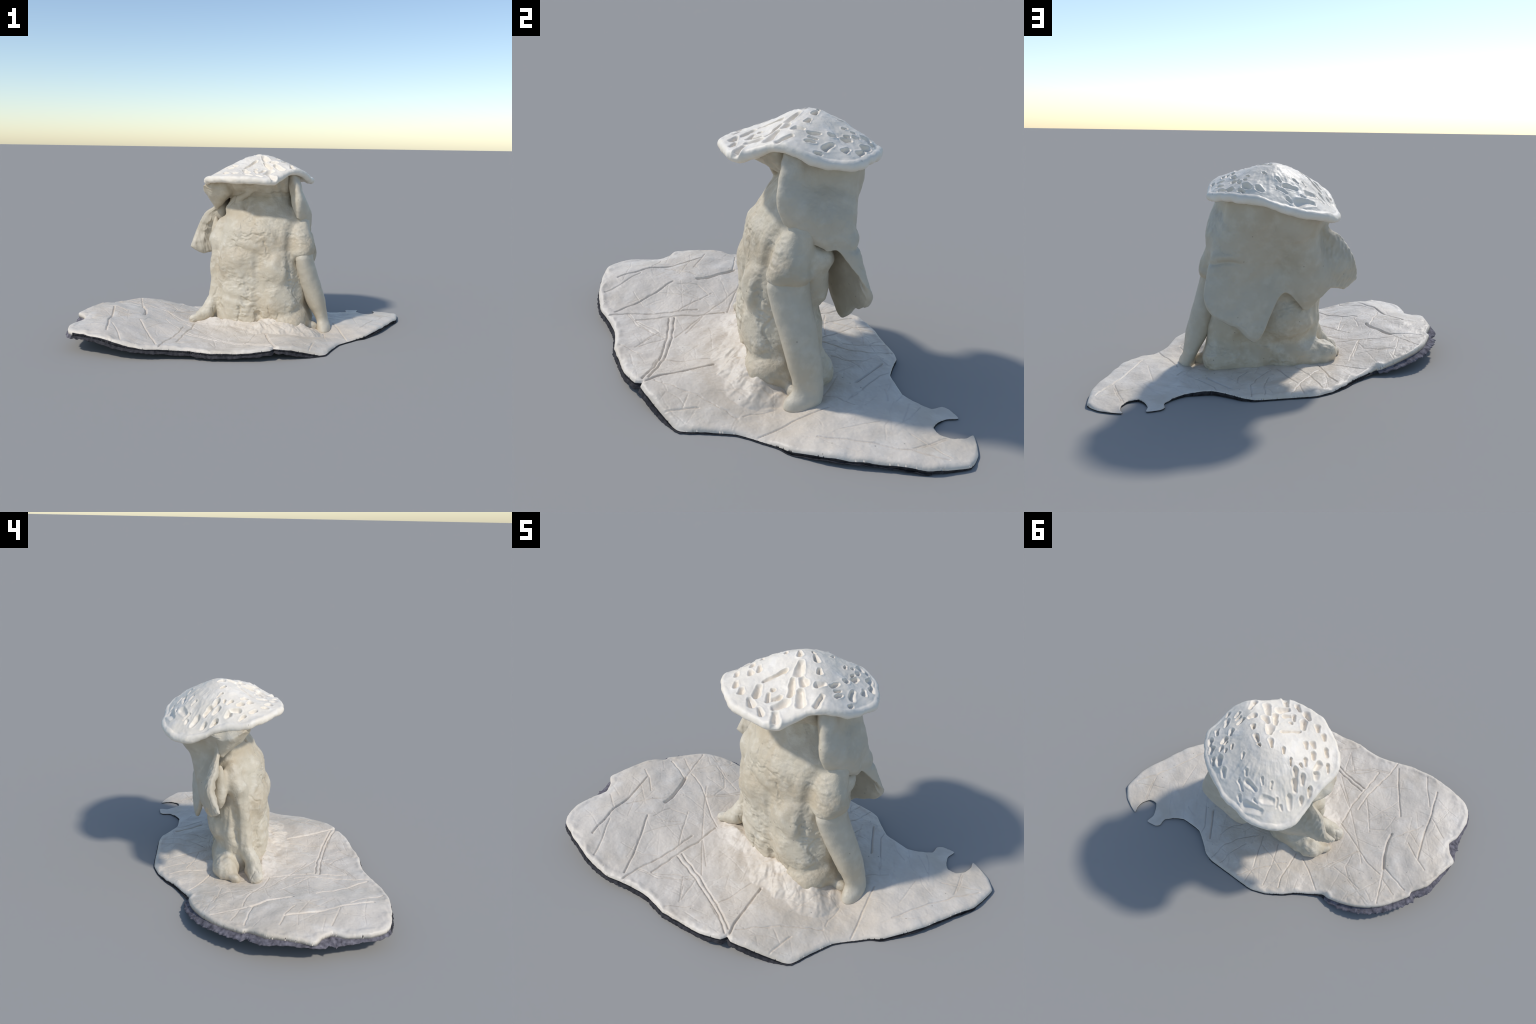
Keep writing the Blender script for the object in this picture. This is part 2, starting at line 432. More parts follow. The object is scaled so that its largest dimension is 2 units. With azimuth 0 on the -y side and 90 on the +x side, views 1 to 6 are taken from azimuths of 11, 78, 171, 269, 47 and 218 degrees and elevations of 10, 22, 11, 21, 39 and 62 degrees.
def build_fringe():
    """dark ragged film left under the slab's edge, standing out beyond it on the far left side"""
    n = len(EDGE)
    k = 4
    idx = np.arange(n * k) / k
    P = catmull(EDGE, idx, closed=True)
    T = np.roll(P, -3, 0) - np.roll(P, 3, 0)
    N = np.c_[T[:, 1], -T[:, 0]] / (np.linalg.norm(T, axis=1)[:, None] + 1e-9)
    for _ in range(6):
        N = (np.roll(N, 4, 0) + N + np.roll(N, -4, 0))
        N /= np.linalg.norm(N, axis=1)[:, None]
    P3 = np.c_[P, np.zeros(len(P))]
    x, y = P[:, 0], P[:, 1]
    left_back = smooth(-0.40, -0.62, x) * smooth(-0.55, -0.2, y)
    left_tip = smooth(-0.80, -0.90, x) * smooth(-0.3, -0.6, y)
    front = smooth(0.65, 0.45, x) * smooth(-0.25, -0.4, y)
    wid = 0.004 + 0.032 * left_back + 0.003 * left_tip + 0.006 * front + 0.05 * np.exp(-((y + 0.365) / 0.045) ** 2) * smooth(-0.8, -0.88, x)
    wid = wid * (1 + 0.22 * fbm(P3, 9, 2, 21)) + (0.002 + 0.009 * np.maximum(left_back, 0.35 * front)) * fbm(P3, 60, 3, 22)
    wid = np.maximum(wid, 0.002)
    z0 = slab_z(x, y)
    torn = smooth(0.40, 0.50, y) * smooth(0.15, 0.30, x)
    rows = []
    drop = 0.022 + 0.014 * left_back + 0.012 * front + 0.008 * fbm(P3, 30, 2, 24)
    for s, dz in ((-0.05, -0.020), (-0.012, -0.024), (0.0, -0.026)):
        rows.append(np.c_[P + N * s, np.maximum(z0 + dz, 0.0008)])
    for f in (0.35, 0.7, 1.0):
        rows.append(np.c_[P + N * (wid * f)[:, None], np.maximum(z0 - 0.026 - (drop - 0.022) * f + 0.004 * noise(P3 + f, 24, 31), 0.0008)])
    R = np.array(rows)                       # rows x points
    m = len(P)
    V = np.transpose(R, (1, 0, 2)).reshape(-1, 3)
    F = grid_faces(m, len(rows), wrap_u=True)
    keep = (torn < 0.5)[F[:, 0] // len(rows)]
    F = F[keep]
    V[:, 0] = np.where(V[:, 0] < -0.985, -0.985 + (V[:, 0] + 0.985) * 0.4, V[:, 0])
    V[:, 0] = np.maximum(V[:, 0], -1.0)
    Vb = V - np.array([0, 0, 0.0025])
    Vb[:, 2] = np.maximum(Vb[:, 2], 0.0)
    off = len(V)
    edge = np.arange(m) * len(rows) + len(rows) - 1
    e2 = np.roll(edge, -1)
    side = np.c_[edge, e2, e2 + off, edge + off][torn < 0.5]
    allF = np.vstack([F, F[:, ::-1] + off, side])
    grey = left_back + left_tip + 0.25 * fbm(P3, 20, 2, 33) > 0.45
    return add_mesh("dark_fringe", np.vstack([V, Vb]), allF, [M_DARK, M_DUST], face_mat=grey[(allF[:, 0] % off) // len(rows)])

# ------------------------------------------------------------------ pitted cap
CAP_RIM = [
    (.213, -.107, .988), (.146, -.139, .986), (.041, -.143, .992), (-.032, -.139, .99), (-.112, -.103, .99), (-.187, -.057, .986),
    (-.251, .009, .974), (-.277, .083, .946), (-.261, .187, .916), (-.261, .271, .888), (-.259, .382, .862), (-.233, .453, .856),
    (-.156, .515, .872), (-.069, .546, .882), (.021, .539, .9), (.106, .536, .932), (.186, .504, .952), (.263, .469, .958),
    (.329, .418, .958), (.379, .361, .955), (.408, .303, .957), (.403, .212, .960), (.387, .123, .997), (.335, .05, 1.028),
    (.288, 0, 1.025), (.247, -.055, 1.005)]
CAP_CROWN = [
    (.046, .24, 1.121), (.273, .189, 1.062), (.326, .153, 1.042), (.242, .133, 1.079), (.285, .071, 1.057), (.173, .095, 1.075),
    (.216, .034, 1.045), (.112, .146, 1.1), (.149, .054, 1.048), (.047, .211, 1.121), (.28, .259, 1.05), (.337, .228, 1.027),
    (.347, .289, 1.008), (.338, .354, .997), (.283, .314, 1.028), (.297, .387, 1.008), (-.049, -.058, 1.02), (.114, -.103, 1.008),
    (.046, -.097, 1.012), (.025, -.029, 1.024), (.062, .095, 1.074), (-.003, .02, 1.037), (.218, .42, 1.02), (-.06, .489, .95),
    (-.097, .417, .978), (-.173, .342, .952), (-.228, .243, .953), (-.151, .271, 1.008), (-.174, .23, 1.01), (-.221, .082, .988),
    (-.21, .167, 1.0), (-.171, .03, 1.008)]
# thumb-nail pits: (x1, y1, x2, y2, half width in mm)
CAP_PITS = [
    (0.236, 0.015, 0.189, 0.063, 15), (0.18, 0.098, 0.151, 0.11, 14), (0.161, 0.036, 0.116, 0.091, 12), (0.12, 0.128, 0.094, 0.17, 17),
    (0.134, 0.225, 0.108, 0.243, 11), (0.056, 0.202, 0.033, 0.226, 11), (-0.016, 0.191, -0.032, 0.211, 7), (0.201, -0.098, 0.17, -0.068, 15),
    (0.171, -0.01, 0.146, -0.047, 17), (0.128, 0.005, 0.104, -0.023, 10), (0.095, -0.037, 0.07, -0.005, 8), (0.075, 0.018, 0.066, 0.02, 8),
    (0.126, -0.107, 0.095, -0.086, 10), (0.053, -0.092, 0.023, -0.073, 14), (0.031, -0.039, 0.002, 0.004, 14), (0.057, 0.109, 0.0, 0.032, 9),
    (-0.041, -0.064, -0.061, -0.042, 11), (-0.099, -0.043, -0.117, -0.021, 10), (-0.066, 0.07, -0.09, 0.096, 9), (-0.087, 0.043, -0.11, 0.058, 11),
    (-0.131, 0.09, -0.148, 0.113, 11), (-0.16, 0.02, -0.185, 0.044, 10), (-0.217, 0.077, -0.239, 0.1, 8), (-0.124, 0.145, -0.148, 0.17, 7),
    (-0.124, 0.187, -0.135, 0.191, 6), (-0.185, 0.106, -0.19, 0.147, 11), (-0.205, 0.16, -0.215, 0.172, 12), (-0.122, 0.226, -0.143, 0.251, 12),
    (-0.147, 0.266, -0.172, 0.291, 12), (-0.167, 0.221, -0.182, 0.244, 11), (-0.221, 0.23, -0.233, 0.254, 9), (-0.168, 0.332, -0.194, 0.363, 12),
    (-0.216, 0.294, -0.224, 0.303, 10), (-0.128, 0.38, -0.149, 0.41, 6), (-0.161, 0.392, -0.171, 0.4, 8), (-0.078, 0.427, -0.118, 0.403, 14),
    (-0.018, 0.5, -0.096, 0.477, 17), (-0.043, 0.457, -0.063, 0.463, 6), (0.03, 0.488, 0.014, 0.499, 8), (0.17, 0.44, 0.151, 0.463, 11),
    (0.072, 0.438, 0.031, 0.461, 7), (0.034, 0.421, -0.023, 0.423, 11), (0.066, 0.385, 0.054, 0.4, 8), (0.129, 0.335, 0.119, 0.351, 7),
    (-0.022, 0.366, -0.036, 0.384, 6), (-0.068, 0.351, -0.081, 0.369, 6), (-0.074, 0.203, -0.093, 0.228, 5), (0.298, 0.041, 0.284, 0.094, 11),
    (0.233, 0.121, 0.246, 0.148, 12), (0.317, 0.145, 0.319, 0.175, 7), (0.294, 0.162, 0.302, 0.189, 6), (0.269, 0.171, 0.272, 0.21, 8),
    (0.371, 0.168, 0.369, 0.185, 8), (0.345, 0.211, 0.325, 0.246, 10), (0.273, 0.254, 0.268, 0.274, 10), (0.35, 0.285, 0.335, 0.306, 9),
    (0.346, 0.344, 0.328, 0.369, 10), (0.276, 0.307, 0.273, 0.334, 10), (0.253, 0.319, 0.252, 0.334, 6), (0.252, 0.356, 0.25, 0.373, 7),
    (0.222, 0.355, 0.219, 0.367, 6), (0.305, 0.38, 0.292, 0.401, 11), (0.21, 0.322, 0.2, 0.338, 6), (0.227, 0.408, 0.21, 0.43, 14),
    (0.255, 0.424, 0.239, 0.448, 8), (0.191, 0.18, 0.176, 0.194, 10), (0.091, 0.255, 0.08, 0.259, 6)]

def settle(points):
    p = np.array(points) + np.array([0, 0.007, 0])
    p[:, 2] -= 0.009 * smooth(0.06, -0.04, p[:, 1])       # the front brim droops a little
    return p

cap_height = thin_plate(settle(np.vstack([np.array(CAP_RIM) + np.array([0, 0, 0.012]), CAP_CROWN])), 2e-4)

def cap_top(X, Y):
    if X.ndim == 3:                                       # constant over z
        return cap_height(X[:, :, 0], Y[:, :, 0])[:, :, None]
    return cap_height(X, Y)

def build_cap():
    rim = settle(CAP_RIM)
    top = cap_height
    nt, ns = 420, 120
    c = np.array([0.07, 0.20])
    R = catmull(rim, np.arange(nt) / nt * len(rim), closed=True)
    R3 = np.c_[R[:, :2], np.zeros(nt)]
    D = R[:, :2] - c
    Ln = np.linalg.norm(D, axis=1)
    D = D / Ln[:, None]
    Ln = Ln + 0.004 * fbm(R3, 20, 3, 41)
    r = 0.023 + 0.004 * fbm(R3, 9, 2, 42)
    cols = []
    for s in np.linspace(0.01, 1, ns):                    # upper face
        p = c + D * ((Ln - r) * s)[:, None]
        cols.append(np.c_[p, top(p[:, 0], p[:, 1])])
    p = c + D * (Ln - r)[:, None]
    ze = top(p[:, 0], p[:, 1])
    for a in np.linspace(80, -90, 14):                    # rounded rim
        a = math.radians(a)
        cols.append(np.c_[p + D * (r * math.cos(a))[:, None], ze - r + r * math.sin(a)])
    for s in np.linspace(0.97, 0.01, 30):                 # hollow underside
        q = c + D * ((Ln - r) * s)[:, None]
        tk = 2 * r + 0.02 * (1 - s)
        cols.append(np.c_[q, top(q[:, 0], q[:, 1]) - tk])
    V = np.stack(cols, 1)                                 # theta, profile, 3
    m = V.shape[1]
    V = V.reshape(-1, 3)
    F = grid_faces(nt, m, wrap_u=True)
    upper = (np.arange(len(V)) % m) < ns + 7
    N = vertex_normals(V, F)
    if N[ns // 2, 2] < 0:
        F = F[:, ::-1]
        N = -N
    x, y = V[:, 0], V[:, 1]
    disp = 0.0062 * fbm(V, 11, 2, 51) + 0.0022 * fbm(V, 34, 3, 52)
    ang, rad = np.arctan2(y - c[1], x - c[0]), np.hypot(x - c[0], y - c[1])
    streak = noise(np.c_[3 * np.cos(ang), 3 * np.sin(ang), 2.5 * rad], 2.6, 56) + 0.6 * noise(np.c_[3 * np.cos(ang), 3 * np.sin(ang), 5 * rad], 5, 57)
    disp = disp + 0.0022 * streak * smooth(0.10, 0.18, rad) * smooth(0.34, 0.26, rad) * smooth(0.15, 0.32, y) * upper
    wx, wy = 0.0035 * noise(V, 40, 53), 0.0035 * noise(V, 40, 54)
    pit = np.zeros(len(V))
    lip = np.zeros(len(V))
    for i, (ax, ay, bx, by, w) in enumerate(CAP_PITS):
        w = w / 1000 * 1.02
        d, t = seg_distance(x + wx, y + wy - 0.007, ax, ay, bx, by)
        w = w * (1.12 - 0.36 * t)                          # wedge-shaped: one end is sharper
        dep = min(0.027, 0.012 + 0.95 * w.max()) * (0.5 if ay > 0.3 and ax < 0.2 else 1.0)
        pit = np.maximum(pit, dep * np.clip(1 - (d / (1.5 * w)) ** 2, 0, 1) ** 1.9 * (1.0 - 0.3 * t))
        lip = np.maximum(lip, 0.002 * np.exp(-((d / w - 1.4) / 0.35) ** 2))
    disp = disp + np.where(upper, lip - pit, 0)
    V = V + N * disp[:, None]
    # cap the two poles
    V = np.vstack([V, [[*c, V[np.arange(nt) * m, 2].mean()], [*c, V[np.arange(nt) * m + m - 1, 2].mean()]]])
    i0 = np.arange(nt) * m
    i1 = np.roll(i0, -1)
    k = len(V) - 2
    poles = np.vstack([np.c_[i1, i0, np.full(nt, k), np.full(nt, k)], np.c_[i0 + m - 1, i1 + m - 1, np.full(nt, k + 1), np.full(nt, k + 1)]])
    ob = add_mesh("cap", V, np.vstack([F, poles]), [M_CAP])
    bpy.context.view_layer.objects.active = ob
    return ob

# ------------------------------------------------------------------ cloak
# hanging columns from the front right edge, round the back, to the free left edge; each from top to hem
CLOAK_RIGHT = [
    [(.262, .110, .98), (.276, .100, .92), (.290, .090, .86), (.305, .090, .81), (.322, .086, .77), (.336, .086, .745)],
    [(.292, .090, .97), (.322, .064, .935), (.345, .050, .87), (.347, .048, .81), (.345, .06, .77), (.344, .076, .735)],
    [(.310, .125, .96), (.340, .112, .91), (.368, .11, .84), (.388, .125, .78), (.386, .13, .73), (.370, .15, .685)],
    [(.310, .18, .96), (.318, .185, .89), (.352, .19, .83), (.395, .195, .76), (.393, .21, .68), (.378, .235, .635)],
    [(.300, .255, .95), (.305, .26, .88), (.338, .27, .81), (.370, .283, .74), (.378, .288, .67), (.378, .284, .61)],
    [(.285, .34, .95), (.298, .340, .87), (.322, .340, .78), (.355, .345, .68), (.394, .364, .56), (.426, .390, .455)],
    [(.24, .395, .95), (.255, .382, .86), (.27, .368, .74), (.298, .358, .61), (.345, .386, .48), (.388, .412, .370)],
    [(.18, .43, .95), (.185, .420, .85), (.19, .358, .71), (.20, .325, .58), (.245, .355, .45), (.275, .41, .305)]]
CLOAK_LEFT = [
    [(.10, .46, .94), (.10, .415, .83), (.10, .338, .70), (.10, .292, .56), (.125, .335, .40), (.155, .380, .222)],
    [(.03, .475, .93), (.03, .430, .82), (.03, .355, .71), (.03, .300, .61), (.025, .305, .53), (.02, .315, .45)],
    [(-.05, .46, .90), (-.05, .435, .81), (-.06, .385, .72), (-.07, .350, .62), (-.09, .325, .48), (-.115, .272, .35)],
    [(-.12, .42, .88), (-.12, .385, .81), (-.13, .335, .74), (-.15, .330, .64), (-.17, .320, .52), (-.18, .282, .41)],
    [(-.18, .36, .88), (-.175, .300, .83), (-.185, .252, .765), (-.200, .256, .69), (-.232, .292, .58), (-.25, .276, .465)],
    [(-.23, .28, .90), (-.212, .25, .84), (-.215, .236, .785), (-.265, .258, .715), (-.322, .285, .60), (-.335, .245, .458)],
    [(-.27, .20, .91), (-.238, .215, .84), (-.243, .222, .778), (-.310, .230, .730), (-.374, .260, .622), (-.403, .206, .503)]]

def build_cloak():
    C = np.array(CLOAK_RIGHT + CLOAK_LEFT)                # columns, rows, 3
    C[:, 0, 2] = cap_height(C[:, 0, 0], C[:, 0, 1]) - 0.030  # the top is pressed into the cap
    nu, nv = 260, 150
    G = catmull(C, np.linspace(0, len(C) - 1, nu))        # nu, rows, 3
    G = np.transpose(catmull(np.transpose(G, (1, 0, 2)), np.linspace(0, C.shape[1] - 1, nv)), (1, 0, 2))
    mid = G.reshape(-1, 3)
    F = grid_faces(nu, nv)
    N = vertex_normals(mid, F)
    if (N * (mid - np.array([0.08, 0.15, 0.7]))).sum() < 0:
        N = -N
        F = F[:, ::-1]
    u, v = np.divmod(np.arange(nu * nv), nv)
    u, v = u / (nu - 1), v / (nv - 1)
    # torn hem
    mid[:, 2] += smooth(0.85, 1, v) * (0.010 * fbm(mid, 16, 3, 61))
    th = 0.014 * np.sqrt(np.clip(1 - smooth(0.97, 1.0, v) * 0.75, 0, 1)) * (1 - 0.6 * smooth(0.02, 0.0, u)) * (1 - 0.6 * smooth(0.98, 1.0, u))
    rel = 0.008 * fbm(mid, 7, 2, 62) + 0.0034 * fbm(mid, 24, 3, 63)
    shelf = smooth(0.20, 0.30, mid[:, 0]) * smooth(0.30, 0.36, mid[:, 1])
    zz = mid[:, 2] + 0.01 * noise(mid, 14, 66)
    rel = rel + shelf * (0.009 * np.exp(-((zz - 0.66) / 0.022) ** 2) - 0.012 * np.exp(-((zz - 0.625) / 0.010) ** 2))
    cuts = np.abs(noise(mid * np.array([1, 1, 2.0]), 20, 67))
    rel = rel - 0.004 * smooth(0.05, 0.0, cuts) * smooth(0.35, 0.55, noise(mid, 11, 68)) * smooth(0.30, 0.36, mid[:, 1])
    combed = smooth(0.82, 0.9, u) * smooth(0.45, 0.7, v)   # combed strokes on the left wing
    rel = rel + 0.0045 * combed * noise((mid + 0.3 * mid[:, [2, 0, 1]]) * np.array([1, 1, 0.35]), 62, 64)
    inner = np.exp(-((u - 0.42) / 0.09) ** 2) * smooth(0.5, 0.7, v) * smooth(1.0, 0.9, v)   # padded inside of the hanging flap
    wing = np.exp(-((u - 0.935) / 0.05) ** 2) * smooth(0.45, 0.65, v) * smooth(1.0, 0.88, v) * (1 + 0.25 * noise(mid, 22, 69))   # thick curled lobe
    V = np.vstack([mid + N * (th + rel)[:, None], mid + N * (-th - 0.010 * inner - 0.030 * wing + rel * 0.6)[:, None]])
    n = nu * nv
    idx = np.arange(n).reshape(nu, nv)
    loop = np.concatenate([idx[:, 0], idx[-1, 1:], idx[::-1, -1][1:], idx[0, ::-1][1:-1]])
    nxt = np.roll(loop, -1)
    side = np.c_[loop, nxt, nxt + n, loop + n]
    return add_mesh("cloak", V, np.vstack([F, F[:, ::-1] + n, side]), [M_CLOAK])

# ------------------------------------------------------------------ figure body as a smooth implicit solid
VOX = 0.0050
LO, HI = np.array([-.43, -.30, -.02]), np.array([.58, .46, 1.03])

def blend(a, b, k):
    h = np.clip(0.5 + 0.5 * (b - a) / k, 0, 1)
    return b + (a - b) * h - k * h * (1 - h)

def carve(a, b, k):
    h = np.clip(0.5 - 0.5 * (a + b) / k, 0, 1)
    return a + (-b - a) * h + k * h * (1 - h)

def body_fields(X, Y, Z):
    f4 = np.float32
    def ell(c, r):
        qx, qy, qz = (X - c[0]) / r[0], (Y - c[1]) / r[1], (Z - c[2]) / r[2]
        k0 = np.sqrt(qx * qx + qy * qy + qz * qz) + 1e-6
        k1 = np.sqrt((qx / r[0]) ** 2 + (qy / r[1]) ** 2 + (qz / r[2]) ** 2) + 1e-6
        return (k0 * (k0 - 1) / k1).astype(f4)
    def cone(a, b, ra, rb):
        ax, ay, az = a
        d = np.array(b, float) - a
        t = np.clip(((X - ax) * d[0] + (Y - ay) * d[1] + (Z - az) * d[2]) / (d @ d), 0, 1)
        return (np.sqrt((X - ax - t * d[0]) ** 2 + (Y - ay - t * d[1]) ** 2 + (Z - az - t * d[2]) ** 2) - (ra + (rb - ra) * t)).astype(f4)
    def chain(pts):
        o = None
        for (a, ra), (b, rb) in zip(pts[:-1], pts[1:]):
            c = cone(a, b, ra, rb)
            o = c if o is None else np.minimum(o, c)
        return o
    # torso: z, x left, x right, y front, y back
    T = np.array([(-.02, -.20, .36, -.07, .25), (.10, -.195, .36, -.062, .245), (.20, -.195, .36, -.064, .24), (.30, -.195, .35, -.060, .25),
                  (.45, -.19, .335, -.054, .27), (.55, -.19, .33, -.042, .29), (.65, -.18, .325, -.018, .30), (.73, -.15, .32, .025, .31),
                  (.78, -.15, .31, .065, .33), (.82, -.13, .30, .096, .34), (.86, -.12, .29, .128, .35), (.89, -.12, .285, .104, .36),
                  (.92, -.125, .28, .036, .36), (.95, -.13, .275, -.035, .36), (1.0, -.13, .275, -.06, .36)])
    xl, xr, yf, yb = (np.interp(Z, T[:, 0], T[:, k]) for k in (1, 2, 3, 4))
    xc = (xl + xr) / 2
    a, b = (xr - xl) / 2, (yb - yf) / 2
    qx, qy = np.abs(X - xc) / a, np.abs(Y - (yf + yb) / 2) / b
    n = np.where((X < xc) & (Y < 0.15) & (Z < 0.85), 2.0, 3.0)
    rr = (qx ** n + qy ** n) ** (1 / n)
    torso = ((rr - 1) * np.minimum(a, b) * 0.9).astype(f4)
    # belly, chest, thigh, hip and seat swellings
    for c, r in [((.215, -.015, .40), (.10, .062, .11)), ((.225, -.012, .20), (.105, .068, .13)), ((-.01, -.005, .20), (.12, .062, .14)),
                 ((-.03, .0, .43), (.11, .05, .11)), ((.07, .03, .60), (.17, .055, .10)), ((-.02, .212, .28), (.14, .085, .12)),
                 ((.24, .17, .26), (.14, .085, .14)), ((.335, .12, .25), (.06, .085, .22)), ((.335, .195, .575), (.06, .08, .075)), ((.36, .175, .16), (.05, .06, .12)), ((.315, .19, .47), (.055, .072, .12)), ((.40, .095, .02), (.085, .04, .055)), ((.345, .06, .08), (.075, .085, .10)), ((.30, -.015, .06), (.105, .075, .075)), ((-.17, .13, .34), (.05, .065, .20)), ((-.230, .215, .585), (.034, .036, .135))]:
        torso = blend(torso, ell(c, r), 0.03)
    # the drape that hangs from the brim over the left shoulder
    torso = blend(torso, cone((-.225, .205, .775), (-.200, .168, .93), .018, .120), 0.03)
    for a_, b_, ra, rb, k in [((.118, -.10, .04), (.098, -.085, .30), .032, .022, .03),      # cleft between the thighs
                              ((.098, -.085, .30), (.10, -.072, .50), .022, .020, .03),
                              ((.118, -.06, .05), (.112, -.06, .13), .030, .020, .01),
                              ((.10, -.068, .50), (.21, -.075, .57), .016, .014, .04),       # folds under the chest
                              ((.10, -.06, .51), (-.14, -.03, .59), .012, .008, .03),
                              ((.02, -.10, .43), (.055, -.10, .30), .036, .034, .04),
                              ((-.12, -.06, .235), (.05, -.085, .215), .016, .014, .03),     # knee creases
                              ((.14, -.095, .125), (.36, -.075, .135), .010, .012, .02),
                              ((-.165, -.01, .62), (-.175, -.035, .25), .012, .014, .025),   # edge beside the left arm
                              ((.305, -.045, .35), (.315, .015, .70), .016, .026, .03),      # groove beside the sleeve
                              ((.07, .30, .02), (.06, .30, .20), .040, .016, .03),           # cleft at the back
                              ((.05, .285, .17), (-.17, .285, .165), .014, .014, .03),
                              ((.10, .285, .19), (.36, .275, .14), .010, .012, .03),
                              ((-.11, .02, .905), (.03, -.01, .945), .022, .030, .03),       # pocket under the brim
                              ((-.005, .085, .785), (-.01, .10, .83), .012, .022, .02),
                              ((.15, .03, .82), (.16, -.03, .93), .030, .050, .04),
                              ((.265, .03, .82), (.25, -.05, .94), .035, .070, .04),
                              ((-.232, .128, .44), (-.228, .115, .26), .022, .028, .03)]:
        torso = carve(torso, cone(a_, b_, ra, rb), k)
    torso = blend(torso, cone((-.06, .128, .835), (.10, .042, .935), .011, .020), 0.03)     # slanting fold under the brim
    torso = np.maximum(torso, (Z - cap_top(X, Y) + 0.03).astype(f4))
    parts = {"torso": torso}
    parts["sleeve_right"] = np.maximum(blend(cone((.335, .15, .74), (.365, .085, .55), .055, .078), ell((.372, .08, .525), (.068, .092, .05)), .02),
                                       (0.487 - Z).astype(f4))
    parts["sleeve_left"] = blend(cone((-.165, .155, .67), (-.196, .130, .60), .040, .045), ell((-.207, .112, .57), (.045, .050, .045)), .02)
    parts["arm_left"] = blend(chain([((-.190, .100, .55), .038), ((-.196, .088, .36), .036), ((-.200, .066, .20), .037), ((-.235, .025, .11), .042), ((-.325, -.012, .062), .027)]),
                                   cone((-.25, .040, .07), (-.33, .020, .052), .034, .024), 0.03)
    parts["leg_left"] = blend(cone((-.02, .195, .07), (-.24, .185, .068), .078, .068), cone((-.24, .18, .065), (-.318, .125, .05), .060, .030), .03)
    parts["leg_right"] = cone((.15, .19, .06), (.35, .20, .07), .075, .085)
    return parts

def surface_nets(S):
    """dual surface of the zero level of S"""
    nx, ny, nz = S.shape
    neg = S < 0
    c = np.zeros((nx - 1, ny - 1, nz - 1), np.int8)
    for i in (0, 1):
        for j in (0, 1):
            for k in (0, 1):
                c += neg[i:nx - 1 + i, j:ny - 1 + j, k:nz - 1 + k]
    act = (c > 0) & (c < 8)
    ids = -np.ones(act.shape, int)
    cells = np.argwhere(act)
    ids[act] = np.arange(len(cells))
    acc, cnt = np.zeros((len(cells), 3)), np.zeros(len(cells))
    corner = [(i, j, k) for i in (0, 1) for j in (0, 1) for k in (0, 1)]
    for a in corner:
        for ax in range(3):
            if a[ax]:
                continue
            b = list(a)
            b[ax] = 1
            va = S[tuple((cells + a).T)]
            vb = S[tuple((cells + b).T)]
            m = (va < 0) != (vb < 0)
            t = np.where(m, va / np.where(m, va - vb, 1), 0)
            p = np.array(a, float)[None] + np.zeros((len(cells), 3))
            p[:, ax] = t
            acc[m] += p[m]
            cnt[m] += 1
    V = cells + acc / cnt[:, None]
    F = []
    for ax in range(3):
        o1, o2 = [(1, 2), (2, 0), (0, 1)][ax]
        sl0 = [slice(1, -1)] * 3
        sl0[ax] = slice(0, -1)
        sl1 = [slice(1, -1)] * 3
        sl1[ax] = slice(1, None)
        a, b = neg[tuple(sl0)], neg[tuple(sl1)]
        for flip, m in ((False, a & ~b), (True, ~a & b)):
            e = np.argwhere(m)
            off = np.ones(3, int)
            off[ax] = 0
            e = e + off
            d1, d2 = np.zeros(3, int), np.zeros(3, int)
            d1[o1], d2[o2] = 1, 1
            q = np.stack([ids[tuple((e - d1 - d2).T)], ids[tuple((e - d2).T)], ids[tuple(e.T)], ids[tuple((e - d1).T)]], 1)
            F.append(q[:, ::-1] if flip else q)
    return V, np.vstack(F)

